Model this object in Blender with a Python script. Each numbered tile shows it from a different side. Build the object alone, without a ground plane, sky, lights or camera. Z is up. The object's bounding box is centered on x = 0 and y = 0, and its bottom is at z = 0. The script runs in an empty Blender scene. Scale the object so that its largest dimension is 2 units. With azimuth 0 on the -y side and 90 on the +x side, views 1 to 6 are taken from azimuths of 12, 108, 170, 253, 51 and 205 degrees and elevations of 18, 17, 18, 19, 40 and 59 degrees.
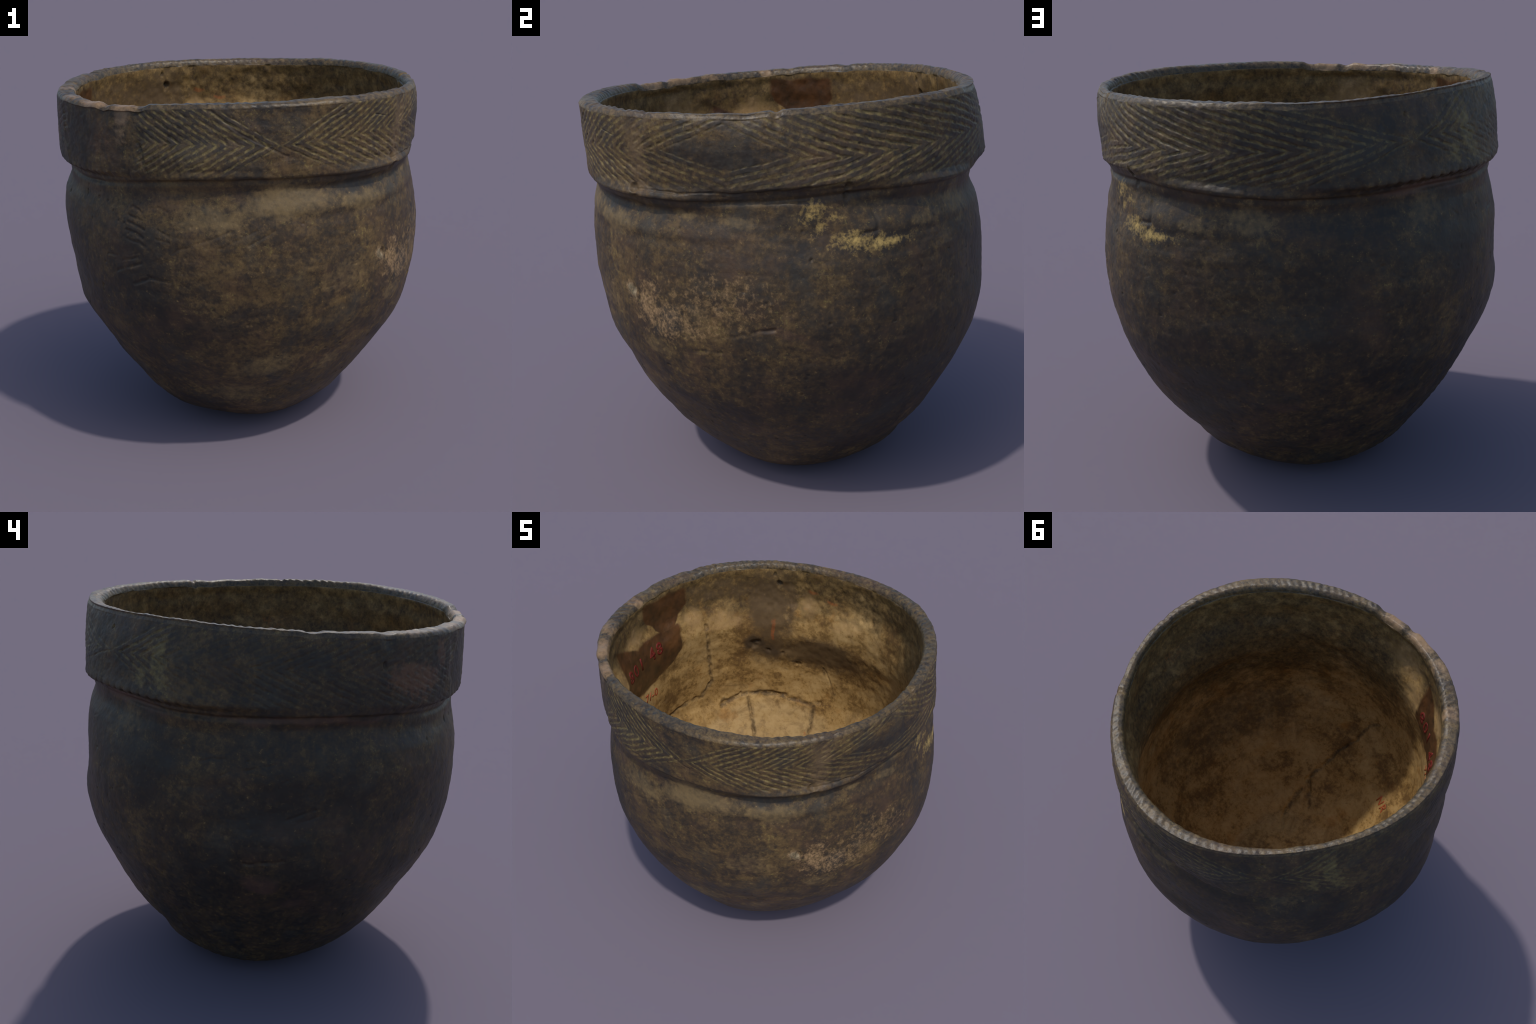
"""Ancient hand-built clay cooking pot: rounded-conical body, heavy collar with an
incised herringbone band, cord-notched rim, pale stained interior with painted numbers."""
import bpy, math
import numpy as np

rng = np.random.default_rng(7)
TAU = 2 * math.pi
NA = 1400                      # columns round the pot

# ------------------------------------------------------------------ profile
# Azimuth a: 0 on -y, 90 degrees on +x.  Each profile level is a mean radius plus
# the slow wobble of a hand-built wall (cos/sin of 1a, 2a, 3a, 4a, 5a).
BODY_T = [0.008, 0.03, 0.075, 0.14, 0.22, 0.31, 0.41, 0.51, 0.61, 0.71, 0.80, 0.88, 0.95, 1.0]
BODY_R = [  # share BODY_T of the height of the collar's lower edge
    [0.305, -0.052, 0.008, -0.003, 0.002, 0, 0, 0, 0, 0, 0],
    [0.414, -0.052, 0.008, -0.003, 0.002, 0, 0.001, 0, 0.001, -0.004, 0.003],
    [0.527, -0.051, 0.006, -0.003, 0, 0.001, 0.003, -0.001, 0.003, -0.009, 0.006],
    [0.616, -0.035, 0.009, -0.004, -0.004, 0.004, 0.005, -0.005, 0.003, -0.004, 0.001],
    [0.720, -0.031, 0.015, 0.004, -0.010, 0.011, 0.003, -0.005, -0.002, -0.003, -0.006],
    [0.813, -0.024, 0.018, 0.004, -0.007, 0.015, 0.006, 0, 0.003, -0.003, -0.002],
    [0.899, -0.020, 0.015, -0.002, -0.013, 0.009, 0.004, 0.003, -0.003, 0.002, -0.003],
    [0.967, -0.017, 0.008, -0.006, -0.013, 0.006, 0.011, 0.002, -0.005, 0.001, -0.010],
    [0.992, -0.018, 0.009, -0.002, -0.010, 0.011, 0.007, 0.002, -0.005, -0.001, -0.006],
    [0.997, -0.008, 0.010, 0, -0.011, 0.010, 0.001, -0.002, 0.007, 0.001, -0.006],
    [0.994, -0.004, 0.004, -0.001, -0.013, 0.007, 0.007, -0.002, 0.004, 0.003, -0.003],
    [0.971, 0.001, -0.001, 0.001, -0.016, 0.005, 0.009, 0.003, 0.003, 0.002, 0.003],
    [0.935, 0.004, -0.006, 0.006, -0.023, 0.017, 0.009, 0.006, 0.002, -0.003, 0.008],
    [0.972, 0.002, 0.008, 0.003, -0.004, 0.006, 0.020, 0.002, -0.004, 0.005, -0.004],
]
COLLAR_T = [0.10, 0.22, 0.40, 0.60, 0.80, 0.93]
COLLAR_R = [  # share COLLAR_T of the way from the collar's lower edge up to the rim
    [0.991, -0.006, -0.007, 0.004, -0.003, 0.002, -0.002, -0.006, 0.011, -0.003, -0.004],
    [0.989, -0.001, -0.004, 0.002, -0.005, -0.001, 0, -0.004, 0.008, -0.003, -0.003],
    [0.987, 0.005, 0.002, -0.001, -0.006, -0.005, 0.004, -0.002, 0.004, -0.003, -0.001],
    [0.983, 0.013, 0.009, -0.004, -0.009, -0.008, 0.008, -0.001, -0.001, -0.003, 0.001],
    [0.975, 0.022, 0.016, -0.007, -0.013, -0.012, 0.013, -0.002, -0.005, -0.002, 0.002],
    [0.963, 0.029, 0.020, -0.007, -0.016, -0.014, 0.017, -0.004, -0.007, -0.002, 0.002],
]
RIM_TOP_R = [0.938, 0.013, 0.017, -0.005, -0.011, -0.010, 0.011, 0.004, -0.009, -0.003, 0.001]
RIM_IN_R = [0.900, 0.020, 0.022, -0.008, -0.007, -0.011, 0.002, -0.003, -0.012, -0.002, -0.001]
EDGE_Z = [1.584, 0.003, 0.007, 0, 0.001, 0.012, 0.009, 0.003, 0.003, 0.002, -0.004]
RIM_Z = [1.944, -0.010, -0.003, 0.002, 0.008, 0.005, 0.004, -0.001, 0, 0.001, -0.001]
# inside wall: height and wall thickness below the neck
INNER_Z = [1.42, 1.28, 1.10, 0.92, 0.75, 0.60, 0.46, 0.34, 0.24, 0.165, 0.12]
INNER_TH = [0.088, 0.084, 0.076, 0.068, 0.078, 0.098, 0.112, 0.122, 0.140, 0.170, 0.200]
FLOOR_Z = 0.105

az = np.arange(NA) * TAU / NA
deg = np.degrees(az)


def wobble(c, a=az):
    out = np.full_like(a, c[0])
    for k in range(1, (len(c) - 1) // 2 + 1):
        out += c[2 * k - 1] * np.cos(k * a) + c[2 * k] * np.sin(k * a)
    return out


def sstep(x, a, b):
    t = np.clip((x - a) / (b - a), 0, 1)
    return t * t * (3 - 2 * t)


def bump(x, c, w):
    """smooth hill of half width w round azimuth c, in degrees, wrapping"""
    d = (x - c + 180) % 360 - 180
    return np.clip(1 - (d / w) ** 2, 0, 1) ** 2


edge_z, rim_z = wobble(EDGE_Z), wobble(RIM_Z)
edge_z = edge_z - 0.016 * bump(deg, 318, 48)
# chips and dips in the rim: azimuth, half width (deg), drop, outer loss
CHIPS = [(344, 3.5, 0.010, 0.014), (331, 3.0, 0.012, 0.012), (338, 9, 0.010, 0.006), (323, 4, 0.004, 0.010),
         (105, 1.6, 0.010, 0.006), (97, 7, 0.004, 0.010), (70.5, 2.0, 0.004, 0.006), (283, 3.0, 0.006, 0.010),
         (262, 4, 0.007, 0.0), (312, 5, -0.006, 0.0)]
for c, w, drop, _ in CHIPS:
    rim_z = rim_z - drop * bump(deg, c, w)

levels = [(wobble(r), t * edge_z) for t, r in zip(BODY_T, BODY_R)]
n_body = len(levels)
levels += [(wobble(r), edge_z + t * (rim_z - edge_z)) for t, r in zip(COLLAR_T, COLLAR_R)]
n_collar = len(levels)
r_top, r_in = wobble(RIM_TOP_R), wobble(RIM_IN_R)
levels[-1] = (levels[-1][0] + 0.005, levels[-1][1])
levels += [(levels[-1][0] - 0.007, rim_z - 0.011), (0.55 * levels[-1][0] + 0.45 * r_top, rim_z - 0.004), (0.5 * (r_top + r_in) + 0.006, rim_z - 0.003),
           (0.15 * r_top + 0.85 * r_in, rim_z - 0.012), (r_in - 0.004, rim_z - 0.04)]
n_rim = len(levels)
oz = np.array([z for _, z in levels[:n_body - 1]])
orr = np.array([r for r, _ in levels[:n_body - 1]])
inner = np.array([np.interp(INNER_Z, oz[:, j], orr[:, j]) - INNER_TH for j in range(NA)]).T
neck = np.array([np.interp(1.42, oz[:, j], orr[:, j]) for j in range(NA)])
levels += [(r_in + 0.006, 0 * az + 1.84), (0.75 * r_in + 0.25 * (neck - 0.06) + 0.008, 0 * az + 1.72),
           (0.4 * r_in + 0.6 * (neck - 0.085) - 0.006, 0 * az + 1.60), (0.2 * r_in + 0.8 * (neck - 0.092) - 0.010, 0 * az + 1.51)]
levels += [(inner[k], 0 * az + z) for k, z in enumerate(INNER_Z)]
levels += [(0.45 * inner[-1], 0 * az + FLOOR_Z + 0.008)]

R = np.array([r for r, _ in levels])
Z = np.array([z for _, z in levels])


def slopes(u, y):
    """monotone (Fritsch-Carlson) slopes down every column"""
    h = np.diff(u)[:, None]
    d = np.diff(y, axis=0) / h
    m = np.zeros_like(y)
    w1, w2 = 2 * h[1:] + h[:-1], h[1:] + 2 * h[:-1]
    with np.errstate(all="ignore"):
        hm = (w1 + w2) / (w1 / d[:-1] + w2 / d[1:])
    m[1:-1] = np.where(d[:-1] * d[1:] > 0, hm, 0)
    m[0], m[-1] = d[0], d[-1]
    return m


def sample(u, y, q):
    m = slopes(u, y)
    i = np.clip(np.searchsorted(u, q, side="right") - 1, 0, len(u) - 2)
    h = (u[i + 1] - u[i])[:, None]
    t = ((q - u[i]) / (u[i + 1] - u[i]))[:, None]
    return ((1 + 2 * t) * (1 - t) ** 2 * y[i] + t * (1 - t) ** 2 * h * m[i]
            + t * t * (3 - 2 * t) * y[i + 1] + t * t * (t - 1) * h * m[i + 1])


u = np.concatenate([[0], np.cumsum(np.hypot(np.diff(R.mean(1)), np.diff(Z.mean(1))))])
rows_body, rows_collar, rows_rim, rows_in = 340, 124, 40, 250
q = np.concatenate([np.linspace(u[0], u[n_body - 1], rows_body, endpoint=False),
                    np.linspace(u[n_body - 1], u[n_collar - 1], rows_collar, endpoint=False),
                    np.linspace(u[n_collar - 1], u[n_rim - 1], rows_rim, endpoint=False),
                    np.linspace(u[n_rim - 1], u[-1], rows_in)])
RR, ZZ = sample(u, R, q), sample(u, Z, q)
P = np.stack([RR * np.sin(az), -RR * np.cos(az), ZZ], -1)         # rows x NA x 3
i0, i1, i2, i3 = 0, rows_body, rows_body + rows_collar, rows_body + rows_collar + rows_rim
NR = len(q)


# local swellings and flats of the hand-built wall: azimuth, z, half width (deg), half height, amount out
SWELL_OUT = [(58, 1.50, 46, .11, .046), (57, 1.42, 32, .11, .018), (60, 1.64, 32, .06, .010), (142, 1.50, 26, .10, .022),
             (134, 1.43, 22, .10, .016), (112, 1.51, 18, .08, .020), (207, 1.65, 22, .16, -.028), (218, 1.53, 30, .05, .016),
             (214, 1.47, 32, .07, .016), (8, 1.42, 18, .14, -.012), (113, 1.14, 18, .12, -.010), (152, 1.15, 16, .10, .012),
             (235, 1.12, 18, .10, .010), (5, .20, 46, .15, .042), (332, .20, 30, .13, .020), (288, .39, 24, .14, .036),
             (280, .77, 22, .12, -.022), (340, .79, 24, .12, -.013), (56, .76, 24, .12, -.016), (165, .15, 42, .13, -.014),
             (125, .26, 28, .18, -.012), (4, 1.67, 24, .09, .018), (145, 1.68, 18, .08, .010), (207, 1.55, 20, .05, -.006)]
SWELL_IN = [(347, 1.25, 52, .20, -.008), (210, 1.30, 38, .18, -.016), (285, 1.30, 26, .24, -.028), (100, 1.40, 30, .20, -.020),
            (112, 1.05, 36, .22, -.026), (31, 1.30, 20, .20, -.020), (216, 1.62, 62, .22, .018), (165, 1.55, 32, .22, .018),
            (165, 1.12, 22, .20, .026), (145, .85, 16, .16, -.024), (292, 1.08, 20, .20, -.018), (32, .94, 22, .16, .014),
            (40, 1.80, 80, .12, -.012), (287, 1.68, 18, .10, .010), (268, .52, 40, .28, -.018), (130, .58, 36, .30, -.016),
            (78, .45, 28, .26, .018)]


def swell(rows, things, weight=1.0):
    for a0, z0, wa, wz, k in things:
        b = np.clip(1 - (((deg - a0 + 180) % 360 - 180) / wa) ** 2, 0, 1)[None] * np.clip(1 - ((ZZ[rows] - z0) / (1.25 * wz)) ** 2, 0, 1)
        RR[rows] += k * weight * b ** 1.8


lip = np.concatenate([np.ones(i2), np.clip(1 - 1.5 * np.arange(rows_rim) / rows_rim, 0, 1)])[:, None]
swell(slice(0, i3), SWELL_OUT, lip)
swell(slice(i3, NR), SWELL_IN)
fl = bump(deg, 216, 110)[None] * sstep(RR[i3:], 0.86, 0.35) * sstep(ZZ[i3:], 0.9, 0.5)
ZZ[i3:] += 0.010 * fl + 0.016 * sstep(ZZ[i3:], 0.60, 0.20)
P = np.stack([RR * np.sin(az), -RR * np.cos(az), ZZ], -1)


# ------------------------------------------------------------------ noise
def lattice(seed):
    g = np.random.default_rng(seed)
    return g.random((32, 32, 32)).astype(np.float32)


def noise(p, scale, seed):
    """smooth value noise in -1..1"""
    t = lattice(seed)
    s = (p * scale).astype(np.float32)
    f = np.floor(s)
    i = f.astype(np.int32)
    w = s - f
    w = w * w * w * (w * (w * 6 - 15) + 10)
    out = 0
    for dx in (0, 1):
        for dy in (0, 1):
            for dz in (0, 1):
                k = (np.where(dx, w[..., 0], 1 - w[..., 0]) * np.where(dy, w[..., 1], 1 - w[..., 1])
                     * np.where(dz, w[..., 2], 1 - w[..., 2]))
                out = out + k * t[(i[..., 0] + dx) % 32, (i[..., 1] + dy) % 32, (i[..., 2] + dz) % 32]
    return out * 2 - 1


# ------------------------------------------------------------------ one formula, two uses
# The herringbone is written once: numpy arrays give the relief, shader sockets the soil in it.
class Sock:
    tree = None

    def __init__(self, s):
        self.s = s

    @staticmethod
    def math(op, *a, clamp=False):
        n = Sock.tree.nodes.new("ShaderNodeMath")
        n.operation, n.use_clamp = op, clamp
        for k, x in enumerate(a):
            if isinstance(x, Sock):
                Sock.tree.links.new(x.s, n.inputs[k])
            else:
                n.inputs[k].default_value = float(x)
        return Sock(n.outputs[0])

    def __add__(self, o): return Sock.math("ADD", self, o)
    __radd__ = __add__
    def __sub__(self, o): return Sock.math("SUBTRACT", self, o)
    def __rsub__(self, o): return Sock.math("SUBTRACT", o, self)
    def __mul__(self, o): return Sock.math("MULTIPLY", self, o)
    __rmul__ = __mul__
    def __truediv__(self, o): return Sock.math("DIVIDE", self, o)


def f_clip(x, a, b):
    if isinstance(x, Sock):
        return Sock.math("MINIMUM", Sock.math("MAXIMUM", x, a), b)
    return np.clip(x, a, b)


def f_abs(x): return Sock.math("ABSOLUTE", x) if isinstance(x, Sock) else np.abs(x)
def f_cos(x): return Sock.math("COSINE", x) if isinstance(x, Sock) else np.cos(x)
def f_sin(x): return Sock.math("SINE", x) if isinstance(x, Sock) else np.sin(x)


def f_ramp(x, a, b):
    """0 at a, 1 at b, clamped"""
    if isinstance(x, Sock):
        return Sock.math("MULTIPLY", x - a, 1 / (b - a), clamp=True)
    return np.clip((x - a) / (b - a), 0, 1)


def f_window(x, a, b, soft):
    return f_ramp(x, a - soft, a + soft) * f_ramp(x, b + soft, b - soft)


def f_bends(x, start, parts):
    """piecewise straight line: parts are (from, to, slope)"""
    y = start
    for a, b, s in parts:
        y = y + f_clip(x - a, 0, b - a) * s
    return y


DM = 0.01713        # metres per degree round the collar


def herringbone(a, z):
    """a in degrees, z in metres -> (stroke wave -1..1, strength 0..1, phase coordinate)"""
    lean = f_bends(a, 0.2385, [(0, 24, -0.58 * DM), (24, 70, 0.55 * DM), (70, 92, 0.35 * DM), (92, 110, -0.35 * DM),
                               (110, 199, -0.30 * DM), (199, 310, 0.45 * DM), (341, 342, -0.439), (342, 360, -0.58 * DM)])
    mid = f_bends(a, 1.755, [(0, 24, -0.0004), (24, 92, 0.00066), (92, 120, -0.00196), (120, 199, 0.00047),
                             (199, 230, 0.0009), (230, 310, -0.0005), (310, 360, -0.00005)])
    y = f_abs(z - mid)
    c = y - lean + 0.0022 * f_sin(a * 0.31 + z * 17.0) + 0.0012 * f_sin(a * 0.93 - z * 41.0)
    wave = f_cos(c * (TAU / 0.0335))
    dash = 0.72 + 0.28 * f_sin(a * (TAU * DM / 0.047) + c * 190.0)
    plain = f_ramp(c, -0.006, 0.006)                                   # empty triangles at the crossings
    lozenge = f_ramp(c, -0.462, -0.474) * f_window(a, 68, 117, 1.5)   # empty lozenge
    patch = f_window(a, 311, 343, 2.0)                                 # mended, smooth stretch
    seam = f_window(a, 64, 67, 1.5)
    strength = (1 - plain) * (1 - lozenge) * (1 - patch) * (1 - 0.8 * seam) * dash
    strength = strength * (1 - 0.45 * f_window(a, 222, 312, 1.0)) * (1 - 0.35 * f_window(a, 69, 112, 3.0))
    return wave, strength, c


# ------------------------------------------------------------------ relief
du = np.roll(P, -1, 1) - np.roll(P, 1, 1)
dv = np.gradient(P, axis=0)
N = np.cross(du, dv)
N /= np.linalg.norm(N, axis=-1, keepdims=True) + 1e-12            # outward on the outer wall
D = np.zeros((NR, NA), np.float32)
A = np.broadcast_to(deg, (NR, NA))

big = noise(P, 3.1, 1) * 0.6 + noise(P, 6.7, 2) * 0.4
mid = noise(P, 17, 3) * 0.6 + noise(P, 34, 4) * 0.4
fine = noise(P, 75, 5) * 0.6 + noise(P, 140, 6) * 0.4
D += 0.0030 * big + 0.0020 * mid + 0.0009 * fine

body, collar, rim, inn = slice(i0, i1), slice(i1, i2), slice(i2, i3), slice(i3, NR)
# lumpy coil traces and scraped facets on the body
D[body] += 0.0016 * np.abs(noise(P[body] * [1, 1, 2.2], 11, 8)) - 0.0008
D[inn] += 0.0035 * noise(P[inn] * [1, 1, 1.8], 9, 9) + 0.0022 * noise(P[inn], 24, 10)


JIT = {}


def groove(rows, pts, width, depth, ragged=0.35, seed=20):
    """incision along a polyline of (azimuth deg, z); positive depth cuts in"""
    zz, rr = ZZ[rows], RR[rows]
    dist = np.full(zz.shape, 9.0, np.float32)
    if rows.start not in JIT:
        JIT[rows.start] = 0.010 * noise(P[rows], 26, 20)
    jit = ragged * JIT[rows.start]
    for (a0, z0), (a1, z1) in zip(pts[:-1], pts[1:]):
        ac = 0.5 * (a0 + a1)
        sel = np.abs((deg - ac + 180) % 360 - 180) < abs(a1 - a0) / 2 + 8
        x = np.radians((deg[sel] - ac + 180) % 360 - 180) * rr[:, sel] + jit[:, sel]
        yy = zz[:, sel] + jit[:, sel] - z0
        rm = float(np.interp(z0, *zip(*sorted(zip(zz.mean(1), rr.mean(1))))))
        xa, xb = math.radians(a0 - ac) * rm, math.radians(a1 - ac) * rm
        ex, ey = xb - xa, z1 - z0
        t = np.clip(((x - xa) * ex + yy * ey) / (ex * ex + ey * ey + 1e-9), 0, 1)
        d = np.hypot(x - xa - t * ex, yy - t * ey)
        dist[:, sel] = np.minimum(dist[:, sel], d)
    uneven = np.clip(0.8 + 90 * ragged * JIT[rows.start][:, ::-1], 0.15, 1.5)
    D[rows] -= depth * uneven * np.clip(1 - (dist / width) ** 2, 0, 1) ** 1.5


def pit(rows, a0, z0, w, h, depth):
    sel = np.nonzero(np.abs((deg - a0 + 180) % 360 - 180) < 12)[0]
    x = np.radians((deg[sel] - a0 + 180) % 360 - 180)[None] * RR[rows][:, sel]
    if rows.start not in JIT:
        JIT[rows.start] = 0.010 * noise(P[rows], 26, 20)
    j = JIT[rows.start][:, sel] * 110
    d = (x / w + 0.45 * j) ** 2 + ((ZZ[rows][:, sel] - z0) / h - 0.45 * j) ** 2
    d = d * (1 + 0.5 * j)
    D[rows.start:rows.stop, sel] -= depth * np.clip(1 - d, 0, 1) ** 1.5


# collar: herringbone strokes, notched lower edge, mended stretch
wave, strength, cc = herringbone(A[collar], ZZ[collar])
s = (ZZ[collar] - edge_z) / (rim_z - edge_z)
fade = sstep(s, 0.03, 0.12) * sstep(s, 0.97, 0.88)
press = np.clip(0.6 + 0.7 * noise(P[collar], 9, 11) + 0.8 * noise(P[collar], 36, 28), 0, 1.6)
D[collar] += -0.0044 * fade * strength * press * sstep(wave, -0.1, 0.9) + 0.0009 * fade * strength
D[collar] += 0.0012 * noise(P[collar], 48, 12)
edge = np.exp(-((s - 0.05) / 0.07) ** 2)
notched = bump(A[collar], 205, 34) + 0.45 * bump(A[collar], 330, 40) + 0.25
D[collar] -= 0.007 * edge * notched * np.clip(np.cos(np.radians(A[collar]) * 106 + 1.2 * noise(P[collar], 9, 13)), 0, 1)
mend = sstep(A[collar] + 3 * noise(P[collar], 14, 14), 309, 313) * sstep(A[collar] + 3 * noise(P[collar], 14, 14), 345, 342)
D[collar] -= 0.007 * mend * sstep(s, 0.02, 0.1)
pit(collar, 64.5, 1.60, 0.034, 0.024, 0.015)
pit(collar, 121.2, 1.62, 0.012, 0.034, 0.015)
pit(collar, 197, 1.875, 0.010, 0.016, 0.010)
pit(collar, 282, 1.795, 0.016, 0.022, 0.012)
pit(collar, 86, 1.875, 0.010, 0.010, 0.005)
groove(collar, [(5, 1.92), (14, 1.80), (26, 1.69)], 0.009, 0.0035, 0.2, 21)
groove(collar, [(343.5, 1.75), (345, 1.70), (346, 1.62)], 0.012, 0.007, 0.6, 22)
groove(collar, [(54, 1.845), (59, 1.825)], 0.004, 0.004, 0.1, 23)
groove(collar, [(65, 1.60), (72, 1.595), (90, 1.60), (105, 1.605), (121, 1.625)], 0.008, 0.006, 0.6, 24)
# the tight crease under the collar
t_crease = (ZZ[body] / edge_z)
D[body] -= 0.011 * np.exp(-((t_crease - 0.982) / 0.008) ** 2) * (1 + 0.5 * noise(P[body], 7, 15))
for a0, z0, w, h, d in [(65, 1.555, .03, .03, .012), (121.5, 1.57, .02, .03, .012)]:
    pit(body, a0, z0, w, h, d)

# rim: slanting cord notches, worn flat and chipped in places
v = (np.arange(rows_rim) / rows_rim)[:, None]
cord = np.cos(np.radians(A[rim]) * 128 + 9.0 * v + 3.2 * noise(P[rim], 7, 16))
worn = 1 - 0.75 * np.clip(bump(A[rim], 100, 30) + bump(A[rim], 328, 24) + bump(A[rim], 270, 16), 0, 1)
D[rim] += 0.0015 * worn * (0.8 + 0.9 * noise(P[rim], 5, 27)) * np.sin(np.pi * v) ** 0.7 * cord
D[rim] += 0.0010 * noise(P[rim], 40, 17) + 0.0022 * noise(P[rim], 15, 18)
for c, w, _, loss in CHIPS:
    D[rim] -= loss * 0.5 * bump(A[rim], c, w) * np.clip(1.2 - 2.2 * v, 0, 1)
    D[collar] -= loss * bump(A[collar], c, w) * sstep(s, 0.72, 1.0)

# body: short tool strokes, scratches, pits and cracks
STROKES = [([(339.3, 1.425), (343, 1.41)], .009, .007), ([(338.5, 1.39), (343, 1.37)], .009, .007),
           ([(338, 1.35), (344, 1.325)], .009, .007), ([(337.5, 1.31), (344, 1.285)], .010, .008),
           ([(338.5, 1.275), (344.5, 1.25)], .009, .006), ([(348, 1.44), (352, 1.42)], .008, .004),
           ([(348.5, 1.33), (352, 1.31)], .008, .005), ([(348, 1.285), (352.5, 1.275)], .008, .004),
           ([(329.5, 1.165), (334, 1.17)], .007, .006), ([(332, 1.08), (343, 1.155)], .008, .007),
           ([(336, 1.15), (342, 1.185)], .008, .005), ([(340, 1.04), (346, 1.085)], .010, .007),
           ([(345, 1.09), (352, 1.07)], .010, .006), ([(354, 1.235), (370, 1.34)], .009, .004),
           ([(7, 1.26), (17, 1.34)], .009, .004), ([(15, 1.27), (22, 1.33)], .009, .004),
           ([(257, 1.10), (264, 1.15)], .009, .005), ([(259, 1.08), (266, 1.12)], .008, .004),
           ([(246, 1.33), (254, 1.36)], .008, .004), ([(233, 1.35), (240, 1.37)], .008, .004),
           ([(97, 1.0), (99, 1.008), (102.5, 1.018)], .011, .012), ([(80, .875), (88, .885)], .012, .006),
           ([(86, .955), (96.5, .99)], .009, .003), ([(246, .875), (251, .885), (256, .90)], .012, .008),
           ([(24, .365), (31, .39)], .006, .006),
           ([(128, 1.50), (129, 1.42), (123, 1.40)], .010, .006)]
for pts, w, d in STROKES:
    groove(body, pts, 1.15 * w, 0.8 * d, 0.7)
PITS = [(60, 1.125, .022, .022, .014), (62.5, 1.10, .030, .03, .006), (324.8, .975, .010, .016, .008),
        (112, 1.315, .010, .012, .008), (116, 1.035, .014, .008, .006), (48.3, .625, .012, .012, .006),
        (191, 1.04, .014, .008, .006), (324, 1.44, .012, .012, .006), (183, .59, .03, .012, .005), (102, 1.13, .012, .010, -.004),
        (84, .882, .02, .012, -.006), (317, 1.44, .010, .02, .006), (302, 1.40, .012, .012, .005)]
for p in PITS:
    pit(body, *p)
g = np.random.default_rng(5)
for _ in range(340):
    pit(body, g.uniform(0, 360), g.uniform(0.12, 1.5), g.uniform(.004, .012), g.uniform(.004, .010), g.uniform(.002, .006))
for _ in range(130):
    a0, z0, l, th = g.uniform(0, 360), g.uniform(0.15, 1.45), g.uniform(.5, 3), g.uniform(-1, 1)
    groove(body, [(a0, z0), (a0 + l, z0 + 0.012 * l * th)], 0.006, g.uniform(.001, .003), 0.3)
# rough patch low on the back
rough = sstep(ZZ[body], 0.75, 0.35) * (bump(A[body], 235, 75))
D[body] += 0.0035 * rough * noise(P[body], 45, 19)

# interior: cracks between joined sherds, knocked-out pits, a step where the floor slab begins
CRACKS = [([(259, 1.55), (258.3, 1.40), (257.5, 1.25), (257, 1.06), (262, .95), (273, .94), (281, .93)], .010, .008),
          ([(253, .83), (244, .89), (233, .90), (222, .88), (212, .84), (206, .86)], .014, .010),
          ([(240, .87), (239.5, .75), (239, .60), (239, .45)], .010, .007),
          ([(209, .83), (209, .72), (210, .55)], .009, .006),
          ([(344, .67), (352, .50), (364, .31), (360, .24), (356, .20)], .011, .009), ([(344, .67), (341, .80), (337, .85)], .010, .006),
          ([(10, .25), (25, .12)], .012, .007), ([(205, 1.15), (200, .95)], .006, .004)]
for pts, w, d in CRACKS:
    groove(inn, pts, 1.5 * w, 1.3 * d, 0.9)
for p in [(225, 1.815, .020, .026, .030), (227, 1.885, .014, .014, .014), (236.5, 1.345, .045, .038, .022), (231, 1.27, .03, .03, .012),
          (217, 1.165, .03, .022, .014), (224, 1.255, .02, .015, .010), (243.5, .905, .014, .014, .012), (251, .86, .03, .025, .010),
          (221, 1.60, .016, .09, .006), (186, 1.65, .02, .02, .008), (181, 1.66, .02, .025, .008)]:
    pit(inn, *p)
D[inn] += 0.006 * sstep(ZZ[inn] + 0.02 * noise(P[inn], 8, 25), 0.86, 0.83) * bump(A[inn], 232, 60)
D[inn] += 0.004 * noise(P[inn], 30, 26) * bump(A[inn], 200, 60) * sstep(ZZ[inn], 1.3, 1.6)

P = P + N * D[..., None]
# smooth joints of the displacement at the part borders are automatic: one surface, split later
lowest = P[..., 2].min()
low_pole = np.array([0.005, 0.05, 0.004])
top_pole = np.array([0.0, 0.0, P[-1, :, 2].mean() - 0.003])
P[..., 2] += 0.010 - lowest
low_pole[2] = 0.0
verts = np.concatenate([P.reshape(-1, 3), [low_pole, top_pole]])

# smooth vertex normals of the whole surface
idx = np.arange(NR * NA).reshape(NR, NA)
a_, b_ = idx[:-1], np.roll(idx, -1, 1)[:-1]
c_, d_ = np.roll(idx, -1, 1)[1:], idx[1:]
quads = np.stack([a_, b_, c_, d_], -1).reshape(-1, 4)
fn = np.cross(verts[quads[:, 2]] - verts[quads[:, 0]], verts[quads[:, 3]] - verts[quads[:, 1]])
VN = np.zeros_like(verts)
for k in range(4):
    for ax in range(3):
        VN[:, ax] += np.bincount(quads[:, k], fn[:, ax], len(verts))
VN[-2], VN[-1] = (0, 0, -1), (0, 0, 1)
VN /= np.linalg.norm(VN, axis=1, keepdims=True) + 1e-12


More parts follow.
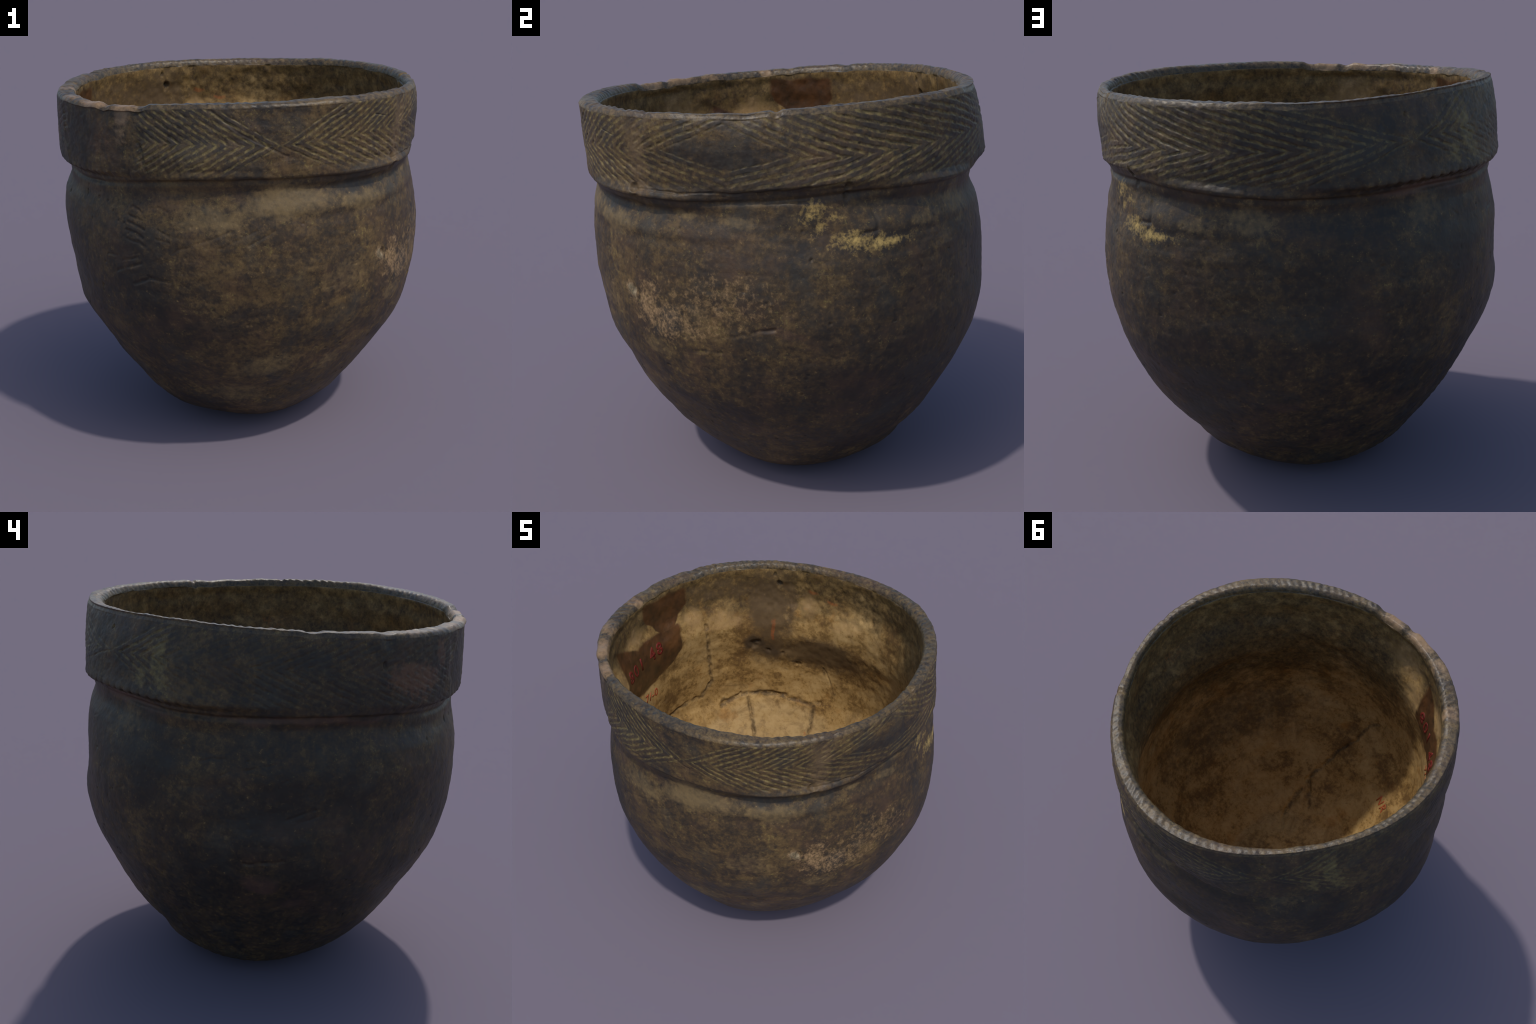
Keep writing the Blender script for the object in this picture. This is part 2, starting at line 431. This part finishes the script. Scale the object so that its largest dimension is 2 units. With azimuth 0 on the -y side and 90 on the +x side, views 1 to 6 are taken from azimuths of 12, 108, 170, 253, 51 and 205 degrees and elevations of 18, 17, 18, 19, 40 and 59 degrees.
def part(name, r0, r1, cap=None, parent=None, material=None):
    """faces between grid rows r0..r1 as an object of its own, borders coincide"""
    ids = idx[r0:r1 + 1].ravel()
    off = r0 * NA
    f4 = quads[r0 * NA:r1 * NA] - off
    vs, vn = verts[ids], VN[ids]
    me = bpy.data.meshes.new(name)
    tris = np.zeros((0, 3), np.int64)
    if cap is not None:
        pole = len(vs)
        vs, vn = np.vstack([vs, verts[cap]]), np.vstack([vn, VN[cap]])
        k = np.arange(NA)
        ring = (0 if cap == -2 else (r1 - r0) * NA) + k
        nxt = (0 if cap == -2 else (r1 - r0) * NA) + (k + 1) % NA
        tris = np.stack([nxt, ring, np.full(NA, pole)] if cap == -2 else [ring, nxt, np.full(NA, pole)], -1)
    me.vertices.add(len(vs))
    me.vertices.foreach_set("co", vs.astype(np.float32).ravel())
    loops = np.concatenate([f4.ravel(), tris.ravel()]).astype(np.int32)
    me.loops.add(len(loops))
    me.loops.foreach_set("vertex_index", loops)
    start = np.concatenate([np.arange(len(f4)) * 4, len(f4) * 4 + np.arange(len(tris)) * 3]).astype(np.int32)
    me.polygons.add(len(start))
    me.polygons.foreach_set("loop_start", start)
    me.polygons.foreach_set("use_smooth", np.ones(len(start), bool))
    me.update(calc_edges=True)
    me.normals_split_custom_set_from_vertices([tuple(x) for x in vn.tolist()])
    ob = bpy.data.objects.new(name, me)
    bpy.context.scene.collection.objects.link(ob)
    ob.parent = parent
    if material:
        me.materials.append(material)
    return ob


# inside wall lookup for cracks and painted numbers
inP = P[inn]


def wall(a_deg, z):
    j = int(round((a_deg % 360) / 360 * NA)) % NA
    col = inP[:, j]
    k = int(np.argmin(np.abs(col[:, 2] - z)))
    return float(np.hypot(col[k, 0], col[k, 1]))


# ------------------------------------------------------------------ materials
def new_tree(name, rough):
    m = bpy.data.materials.new(name)
    m.use_nodes = True
    t = m.node_tree
    Sock.tree = t
    bs = t.nodes["Principled BSDF"]
    bs.inputs["Roughness"].default_value = rough
    bs.inputs["Specular IOR Level"].default_value = 0.30
    co = t.nodes.new("ShaderNodeTexCoord").outputs["Object"]
    return m, t, bs, co


def tex_noise(t, co, scale, detail=4, rough=0.6, stretch=None, dist=0.0):
    if stretch:
        mp = t.nodes.new("ShaderNodeMapping")
        mp.inputs["Scale"].default_value = stretch
        t.links.new(co, mp.inputs["Vector"])
        co = mp.outputs[0]
    n = t.nodes.new("ShaderNodeTexNoise")
    n.inputs["Scale"].default_value = scale
    n.inputs["Detail"].default_value = detail
    n.inputs["Roughness"].default_value = rough
    n.inputs["Distortion"].default_value = dist
    t.links.new(co, n.inputs["Vector"])
    return Sock(n.outputs["Fac"])


def warp(t, co, scale, amount):
    n = t.nodes.new("ShaderNodeTexNoise")
    n.inputs["Scale"].default_value = scale
    n.inputs["Detail"].default_value = 4
    t.links.new(co, n.inputs["Vector"])
    s = t.nodes.new("ShaderNodeVectorMath"); s.operation = "SUBTRACT"
    t.links.new(n.outputs["Color"], s.inputs[0]); s.inputs[1].default_value = (.5, .5, .5)
    m = t.nodes.new("ShaderNodeVectorMath"); m.operation = "MULTIPLY_ADD"
    t.links.new(s.outputs[0], m.inputs[0]); m.inputs[1].default_value = (amount,) * 3
    t.links.new(co, m.inputs[2])
    return m.outputs[0]


def blob(t, co, a, z, r, w, h, soft=0.9, tilt=0.0):
    """soft patch at azimuth a, height z on radius r; half sizes w (round), h (up)"""
    mp = t.nodes.new("ShaderNodeMapping")
    mp.vector_type = "TEXTURE"
    ar = math.radians(a)
    mp.inputs["Location"].default_value = (r * math.sin(ar), -r * math.cos(ar), z)
    mp.inputs["Rotation"].default_value = (0, math.radians(tilt), ar)
    mp.inputs["Scale"].default_value = (w, max(w, h) * 1.2 + 0.05, h)
    t.links.new(co, mp.inputs["Vector"])
    ln = t.nodes.new("ShaderNodeVectorMath"); ln.operation = "LENGTH"
    t.links.new(mp.outputs[0], ln.inputs[0])
    return f_ramp(Sock(ln.outputs["Value"]), 1 + soft * 0.5, 1 - soft * 0.5)


def most(masks):
    out = masks[0]
    for m in masks[1:]:
        out = Sock.math("MAXIMUM", out, m)
    return out


def mix(t, fac, a, b):
    n = t.nodes.new("ShaderNodeMix")
    n.data_type = "RGBA"
    if isinstance(fac, Sock):
        t.links.new(fac.s, n.inputs["Factor"])
    else:
        n.inputs["Factor"].default_value = fac
    for k, x in ((6, a), (7, b)):
        if isinstance(x, tuple):
            n.inputs[k].default_value = (*x, 1)
        else:
            t.links.new(x, n.inputs[k])
    return n.outputs[2]


def richer(t, col, sat):
    n = t.nodes.new("ShaderNodeHueSaturation")
    n.inputs["Saturation"].default_value = sat
    t.links.new(col, n.inputs["Color"])
    return n.outputs["Color"]


def azimuth(t, co):
    sp = t.nodes.new("ShaderNodeSeparateXYZ")
    t.links.new(co, sp.inputs[0])
    x, y, z = (Sock(o) for o in sp.outputs)
    a = Sock.math("ARCTAN2", x, 0 - y) * (180 / math.pi)
    return Sock.math("FLOORED_MODULO", a, 360.0), z


DARK_CLAY = (0.028, 0.022, 0.0165)
UMBER = (0.060, 0.0395, 0.0205)
TAN = (0.138, 0.087, 0.035)
OLIVE = (0.215, 0.165, 0.055)


def clay(name, pattern=False, rim_band=False):
    m, t, bs, co = new_tree(name, 0.5)
    wco = warp(t, co, 5.0, 0.16)
    wco2 = warp(t, wco, 22.0, 0.05)
    a, z = azimuth(t, co)
    n1 = tex_noise(t, co, 2.6, 3)
    n2 = tex_noise(t, co, 9, 5, 0.65)
    n3 = tex_noise(t, co, 34, 4, 0.6)
    n4 = tex_noise(t, co, 85, 3, 0.6)
    B = lambda *p, **k: blob(t, wco, *p, **k)
    # broad regions: darker areas, mostly round the back, against the browner half
    dark_mask = most([B(258, 0.85, .97, .75, .55), B(175, 0.9, 1.0, .55, .45) * 0.8, B(340, 1.05, .98, .17, .32), B(26, .90, .95, .3, .06) * .8,
                 B(96, 1.34, .97, .2, .12) * .8, B(140, .75, .96, .5, .4) * .7, B(5, .82, .94, .2, .06) * .8, B(110, 1.32, 1, .12, .1) * .6,
                 B(92, 1.76, .98, .22, .07), B(265, 1.76, .97, .6, .12) * .7, B(318, 1.76, .98, .10, .12) * .7])
    warm = most([B(20, 1.25, .98, .5, .35), B(60, 1.0, .98, .5, .30), B(20, .55, .85, .4, .2), B(80, .9, .97, .3, .25), B(45, 1.75, .98, .45, .2),
                 B(125, 1.75, .98, .3, .2)]) * 0.8
    value = n2 * 0.60 + n3 * 0.60 + n1 * 0.40 + n4 * 0.30 - 0.50
    value = value - dark_mask * 0.075 + warm * 0.075
    col = mix(t, f_ramp(value, 0.31, 0.50), DARK_CLAY, UMBER)
    col = mix(t, f_ramp(value, 0.47, 0.70) * 0.88, col, TAN)
    # warm/cool drift of the fired surface
    drift = tex_noise(t, co, 4.3, 3)
    col = mix(t, f_ramp(drift, 0.52, 0.72) * 0.35, col, (0.095, 0.052, 0.032))
    col = mix(t, f_ramp(drift, 0.46, 0.30) * 0.40, col, (0.046, 0.045, 0.037))
    # ochre flecks
    fl = f_ramp(tex_noise(t, co, 62, 3, 0.7) * 0.75 + n2 * 0.4 - dark_mask * 0.05, 0.66, 0.78)
    col = mix(t, fl * 0.55, col, OLIVE)
    if not pattern and not rim_band:
        tan = most([B(26, 1.46, .96, .26, .07), B(4, 1.40, .98, .16, .06) * .8, B(52, 1.43, .93, .16, .05) * .8, B(43, 1.05, .98, .16, .09) * .55,
                    B(20, .55, .83, .18, .08) * .65, B(45, .53, .81, .09, .06) * .7, B(8, .35, .7, .16, .06) * .6, B(67, .86, .97, .1, .05) * .6,
                    B(94, 1.475, .95, .10, .03) * .7, B(80, 1.49, .94, .05, .02) * .8, B(156, 1.46, .97, .11, .08) * .6, B(143, 1.45, .98, .08, .04) * .6,
                    B(205, 1.46, .92, .10, .08) * .5])
        brk = f_ramp(tan + (n3 - 0.5) * 1.1 + (n2 - 0.5) * 0.8, 0.25, 0.95)
        col = mix(t, brk * 0.55, col, (0.200, 0.140, 0.066))
        pink = most([B(66.5, 1.07, .98, .06, .10, soft=1.5), B(71, 1.0, .98, .12, .07, soft=1.6), B(76, .97, .98, .14, .05) * .7, B(88, 1.10, 1.0, .28, .14) * .42,
                     B(61, 1.10, .98, .04, .04)])
        brk = f_ramp(pink + (n3 - 0.5) * 1.8 + (n4 - 0.5) * 1.0, 0.35, 1.25)
        col = mix(t, brk * f_ramp(n4 * .6 + n3 * .5, .36, .68) * 0.9, col, (0.31, 0.200, 0.105))
        red = most([B(104, .99, 1.0, .12, .03) * .6, B(250, .76, .95, .09, .05), B(260, .62, .9, .08, .04) * .7, B(205, 1.55, .93, .25, .03), B(262, 1.55, .95, .5, .025) * .8,
                    B(163, .6, .9, .12, .06) * .6, B(322, 1.47, .95, .16, .05) * .5])
        col = mix(t, f_ramp(red + (n2 - .5) * .9, 0.3, 1.0) * 0.6, col, (0.105, 0.058, 0.042))
        yel = most([B(123, 1.392, 1, .06, .036, soft=1.5), B(131, 1.362, 1, .09, .038, soft=1.5), B(127, 1.37, 1, .17, .045, soft=1.6) * .7,
                    B(113, 1.52, .96, .05, .034, soft=1.6) * .8, B(114.5, 1.445, .97, .04, .035, soft=1.6) * .75, B(118, 1.50, .96, .06, .03, soft=1.6) * .5])
        brk = f_ramp(yel + (n3 - 0.5) * 1.6 + (n4 - 0.5) * 0.9, 0.35, 1.15)
        col = mix(t, brk * f_ramp(n4 * .5 + n3 * .6, .24, .58), col, (0.42, 0.29, 0.10))
        grey = B(61, 1.10, .98, .03, .03)
        col = mix(t, f_ramp(grey + (n3 - .5) * 1.8, .5, 1.2) * 0.55, col, (0.21, 0.20, 0.135))
    if pattern:
        wave, strength, c = herringbone(a, z)
        up = f_ramp(z, 1.60, 1.64)
        lit = f_ramp(wave, -0.1, 0.75) * strength
        gap = f_ramp(tex_noise(t, co, 46, 2), 0.34, 0.60)
        side = 1 - 0.72 * f_window(a, 222, 316, 3) - 0.30 * f_window(a, 168, 222, 8)
        col = mix(t, lit * gap * up * side * 0.72, col, (0.215, 0.165, 0.062))
        dark = f_ramp(wave, 0.0, -0.8) * strength
        col = mix(t, dark * 0.35, col, (0.035, 0.029, 0.026))
        seam = f_window(a, 64.5, 69, 3) * f_ramp(n2, .35, .6)
        col = mix(t, seam * 0.5, col, (0.175, 0.120, 0.070))
        chip = most([B(338, 1.885, .97, .06, .06), B(333, 1.925, .96, .14, .03) * .8, B(337, 1.80, .98, .05, .08) * .5])
        col = mix(t, f_ramp(chip + (n3 - .5) * 1.3 + (n2 - .5) * .8, .3, 1.1) * .75, col, (0.25, 0.165, 0.098))
        rust = most([B(292, 1.72, 1.0, .16, .09), B(303, 1.83, 1.0, .05, .10) * .8, B(328, 1.72, .99, .12, .10) * .5])
        col = mix(t, f_ramp(rust + (n3 - .5) * 1.6, .45, 1.0) * .55, col, (0.16, 0.080, 0.045))
        ochre = most([B(219, 1.77, .96, .05, .13), B(213, 1.69, .98, .04, .05)])
        col = mix(t, f_ramp(ochre + (n3 - .5) * 2.4, .45, 1.3) * .55, col, (0.20, 0.155, 0.060))
    if rim_band:
        pale_mottle = f_ramp(n3 * 0.7 + n4 * 0.5, 0.48, 0.78)
        col = mix(t, pale_mottle * 0.4, col, (0.185, 0.130, 0.062))
        chip = most([B(338, 1.925, .95, .09, .06), B(326, 1.925, .95, .10, .05), B(312, 1.93, .95, .09, .05) * .7, B(292, 1.93, .95, .06, .04) * .8])
        col = mix(t, f_ramp(chip + (n3 - .5) * 1.4 + (n2 - .5), .3, 1.1) * .7, col, (0.30, 0.190, 0.105))
    t.links.new(richer(t, col, 1.03), bs.inputs["Base Color"])
    r = f_clip((0.32 if rim_band else 0.40) + n3 * 0.26, 0.25, 0.8)
    if rim_band:
        bs.inputs["Specular IOR Level"].default_value = 0.36
    t.links.new(r.s, bs.inputs["Roughness"])
    bp = t.nodes.new("ShaderNodeBump")
    bp.inputs["Strength"].default_value = 0.35
    bp.inputs["Distance"].default_value = 0.004
    t.links.new((n4 * 0.6 + tex_noise(t, co, 190, 2) * 0.4).s, bp.inputs["Height"])
    t.links.new(bp.outputs[0], bs.inputs["Normal"])
    return m


def seam_lines(t, co, lines, width):
    """dark lines along the cracks: distance to short straight runs along the inside wall"""
    out = []
    for pts in lines:
        for (a0, z0), (a1, z1) in zip(pts[:-1], pts[1:]):
            n = max(1, int(math.hypot(math.radians(a1 - a0) * 0.8, z1 - z0) / 0.22))
            for k in range(n):
                ends = []
                for f in (k / n, (k + 1) / n):
                    a, z = a0 + f * (a1 - a0), z0 + f * (z1 - z0)
                    r = wall(a, z)
                    ends.append(np.array([r * math.sin(math.radians(a)), -r * math.cos(math.radians(a)), z]))
                A_, d = ends[0], ends[1] - ends[0]
                vm = []
                for op in ("SUBTRACT", "DOT_PRODUCT", "SCALE", "SUBTRACT", "LENGTH"):
                    x = t.nodes.new("ShaderNodeVectorMath")
                    x.operation = op
                    vm.append(x)
                t.links.new(co, vm[0].inputs[0]); vm[0].inputs[1].default_value = A_
                t.links.new(vm[0].outputs[0], vm[1].inputs[0]); vm[1].inputs[1].default_value = d / float(d @ d)
                h = f_clip(Sock(vm[1].outputs["Value"]), 0, 1)
                vm[2].inputs[0].default_value = d; t.links.new(h.s, vm[2].inputs["Scale"])
                t.links.new(vm[0].outputs[0], vm[3].inputs[0]); t.links.new(vm[2].outputs[0], vm[3].inputs[1])
                t.links.new(vm[3].outputs[0], vm[4].inputs[0])
                out.append(f_ramp(Sock(vm[4].outputs["Value"]), width, width * 0.3))
    return most(out)


def lining(name):
    m, t, bs, co = new_tree(name, 0.6)
    wco = warp(t, co, 6.0, 0.12)
    sharp = warp(t, co, 14.0, 0.04)
    a, z = azimuth(t, co)
    n1 = tex_noise(t, co, 3.0, 4)
    n2 = tex_noise(t, co, 10, 5, 0.65)
    n3 = tex_noise(t, co, 38, 4, 0.6)
    n4 = tex_noise(t, co, 90, 3)
    st = tex_noise(t, co, 7, 4, 0.6, stretch=(1, 1, 3.5))
    B = lambda *p, **k: blob(t, wco, *p, **k)
    S = lambda *p, **k: blob(t, sharp, *p, soft=0.35, **k)
    fbm = tex_noise(t, co, 3.6, 7, 0.62)
    n5 = tex_noise(t, co, 17, 6, 0.7)
    value = fbm * 0.85 + n2 * 0.25 + n3 * 0.38 + n4 * 0.15 + st * 0.22 - 0.425
    col = mix(t, f_ramp(value, 0.36, 0.50), (0.135, 0.076, 0.028), (0.295, 0.180, 0.066))
    col = mix(t, f_ramp(value, 0.46, 0.66) * .85, col, (0.43, 0.290, 0.130))
    speck = f_ramp(n3 * 0.6 + n4 * 0.6, 0.52, 0.38)
    col = mix(t, speck * 0.5, col, (0.130, 0.074, 0.030))
    # pale slab of the floor
    slab = most([blob(t, sharp, 232, .55, .6, .55, .34, soft=.25), blob(t, sharp, 0, .10, .0, .5, .25, soft=.3) * .6])
    col = mix(t, f_ramp(slab + (n2 - .5) * 1.4, .4, 1.1) * .5, col, (0.43, 0.310, 0.160))
    stain = f_ramp(tex_noise(t, co, 6.5, 6, 0.68, dist=0.8), 0.52, 0.68)
    col = mix(t, stain * .6, col, (0.125, 0.070, 0.027))
    rustn = f_ramp(tex_noise(t, co, 5.2, 4, 0.6), 0.60, 0.74)
    col = mix(t, rustn * .5, col, (0.30, 0.135, 0.032))
    # smoke-dark band below the rim, plus the unlit half's shadow painted in
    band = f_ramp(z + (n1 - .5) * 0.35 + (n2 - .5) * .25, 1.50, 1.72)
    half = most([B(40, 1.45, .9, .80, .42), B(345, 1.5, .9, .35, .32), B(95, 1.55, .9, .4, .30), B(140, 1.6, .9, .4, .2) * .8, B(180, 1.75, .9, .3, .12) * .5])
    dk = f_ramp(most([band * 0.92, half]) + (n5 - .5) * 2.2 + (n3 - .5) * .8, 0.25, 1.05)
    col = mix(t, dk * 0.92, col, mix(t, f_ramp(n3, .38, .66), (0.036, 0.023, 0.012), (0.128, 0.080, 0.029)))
    brown = most([B(229, 1.60, .87, .13, .30) * 1.15, B(207, 1.29, .9, .30, .13) * 1.15, B(230, 1.32, .87, .14, .16), B(250, 1.78, .87, .35, .10) * .6, B(222, 1.62, .87, .07, .28) * .8, B(50, .8, .85, .6, .25) * .6])
    col = mix(t, f_ramp(brown + (n5 - .5) * 2.0, .2, .9) * .85, col, (0.095, 0.060, 0.030))
    pale = most([B(265, 1.60, .89, .07, .09), B(252, 1.55, .88, .17, .06), B(212, 1.66, .88, .08, .08) * .8, B(192, 1.56, .88, .12, .06) * .8, B(318, 1.53, .89, .10, .12), B(297, 1.71, .91, .10, .055) * 1.1,
                 B(328, 1.72, .91, .16, .12) * .9])
    col = mix(t, f_ramp(pale + (n5 - .5) * 3.0, .35, 1.4) * .62, col, (0.44, 0.280, 0.130))
    # varnished label strips: straight-edged, ragged where the varnish ran
    la, lz = azimuth(t, sharp)
    lo = f_bends(la, 1.47, [(271, 276, -.018), (276, 292, -.0056), (302, 311, .0155)])
    hi = f_bends(la, 1.632, [(298, 313, .0075)])
    strip = f_window(la, 271.5, 313.5, 0.8) * f_ramp(lz - lo, -.008, .008) * f_ramp(lz - hi, .008, -.008)
    lo = f_bends(la, 1.80, [(265, 274, -.02), (282, 292, .019)])
    upper = f_window(la, 267, 291, 0.8) * f_ramp(lz - lo, -.008, .008) * f_ramp(lz, 1.885, 1.865)
    lab = most([strip, upper])
    labcol = mix(t, f_ramp(n2, .35, .65), (0.034, 0.018, 0.010), (0.100, 0.043, 0.018))
    col = mix(t, lab * 0.94, col, labcol)
    hole = most([B(236, 1.36, .88, .075, .06) * 1.2, B(230, 1.29, .88, .09, .06) * .9, S(225, 1.815, .86, .022, .028), S(227, 1.885, .86, .016, .016), B(217, 1.18, .88, .06, .03) * .8,
                 B(251, .865, .9, .04, .03) * .8, B(232, .90, .88, .15, .02) * .7, B(222, .875, .88, .1, .018) * .7])
    col = mix(t, f_ramp(hole + (n5 - .5) * 1.6, .4, 1.0) * .85, col, (0.055, 0.036, 0.020))
    seams = seam_lines(t, sharp, [c[0] for c in CRACKS], 0.024)
    col = mix(t, seams * f_ramp(n5, .36, .56) * .75, col, (0.055, 0.034, 0.018))
    red = most([B(228, 1.45, .86, .018, .09), B(209.5, 1.755, .87, .045, .022), B(201, 1.72, .88, .04, .02) * .9, B(213, 1.64, .87, .07, .03) * .45, B(212, .63, .82, .02, .02), B(73, 1.67, .9, .12, .05) * .55,
                B(60, 1.0, .9, .05, .06) * .4])
    col = mix(t, f_ramp(red + (n3 - .5) * 1.5, .5, 1.3) * .62, col, (0.33, 0.090, 0.030))
    t.links.new(richer(t, col, 1.05), bs.inputs["Base Color"])
    r = f_clip(0.62 + n3 * 0.2 - lab * 0.3, 0.25, 0.9)
    t.links.new(r.s, bs.inputs["Roughness"])
    bp = t.nodes.new("ShaderNodeBump")
    bp.inputs["Strength"].default_value = 0.35
    bp.inputs["Distance"].default_value = 0.004
    t.links.new((n3 * 0.5 + n4 * 0.5).s, bp.inputs["Height"])
    t.links.new(bp.outputs[0], bs.inputs["Normal"])
    return m


def paint(name, rgb):
    m, t, bs, co = new_tree(name, 0.55)
    n = tex_noise(t, co, 60, 3)
    col = mix(t, f_ramp(n, .35, .7), rgb, tuple(0.55 * x for x in rgb))
    t.links.new(col, bs.inputs["Base Color"])
    return m


# ------------------------------------------------------------------ assemble
pot = bpy.data.objects.new("clay_pot", None)
bpy.context.scene.collection.objects.link(pot)
pot["label"] = "dark ancient clay pot with incised collar and pale interior"
pot["category"] = "clay pot"

part("body", i0, i1, cap=-2, parent=pot, material=clay("dark_mottled_clay"))
part("collar", i1, i2, parent=pot, material=clay("incised_clay", pattern=True))
part("rim", i2, i3, parent=pot, material=clay("rim_clay", rim_band=True))
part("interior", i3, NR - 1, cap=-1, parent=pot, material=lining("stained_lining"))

def painted(text, a0, z0, size, step, mat, lean=0.0, rise=0.0, squeeze=1.0):
    """numbers brushed on the inside wall; reads left to right seen from inside"""
    cu = bpy.data.curves.new("painted_number", "FONT")
    cu.body, cu.size, cu.space_character = text, size, step
    cu.resolution_u = 3
    cu.offset = size * 0.02
    ob = bpy.data.objects.new("painted_number", cu)
    bpy.context.scene.collection.objects.link(ob)
    bpy.context.view_layer.update()
    me = bpy.data.meshes.new_from_object(ob)
    bpy.data.objects.remove(ob)
    import bmesh
    bm = bmesh.new()
    bm.from_mesh(me)
    bmesh.ops.subdivide_edges(bm, edges=bm.edges[:], cuts=1)
    bmesh.ops.triangulate(bm, faces=bm.faces[:])
    r = bmesh.ops.extrude_face_region(bm, geom=bm.faces[:])
    front = {v for v in r["geom"] if isinstance(v, bmesh.types.BMVert)}
    for v_ in bm.verts:
        x, y = v_.co.x * squeeze + lean * v_.co.y, v_.co.y
        r0 = wall(a0, z0)
        a = a0 - math.degrees(x / r0)
        z = z0 + y + rise * x
        rad = wall(a, z) - (0.0020 if v_ in front else -0.004)
        v_.co = (rad * math.sin(math.radians(a)), -rad * math.cos(math.radians(a)), z)
    bmesh.ops.recalc_face_normals(bm, faces=bm.faces[:])
    bm.to_mesh(me)
    bm.free()
    me.name = "painted_number"
    me.materials.append(mat)
    o = bpy.data.objects.new("painted_number", me)
    bpy.context.scene.collection.objects.link(o)
    o.parent = pot


red_paint = paint("dark_red_paint", (0.170, 0.020, 0.012))
orange_paint = paint("orange_red_paint", (0.42, 0.10, 0.035))
painted("801 48", 310, 1.485, 0.118, 1.28, red_paint, lean=-0.05, rise=0.04)
painted("7/-0", 297, 1.205, 0.075, 1.15, orange_paint, lean=0.1)
painted("NR", 312, 0.50, 0.075, 1.2, orange_paint, lean=0.1)
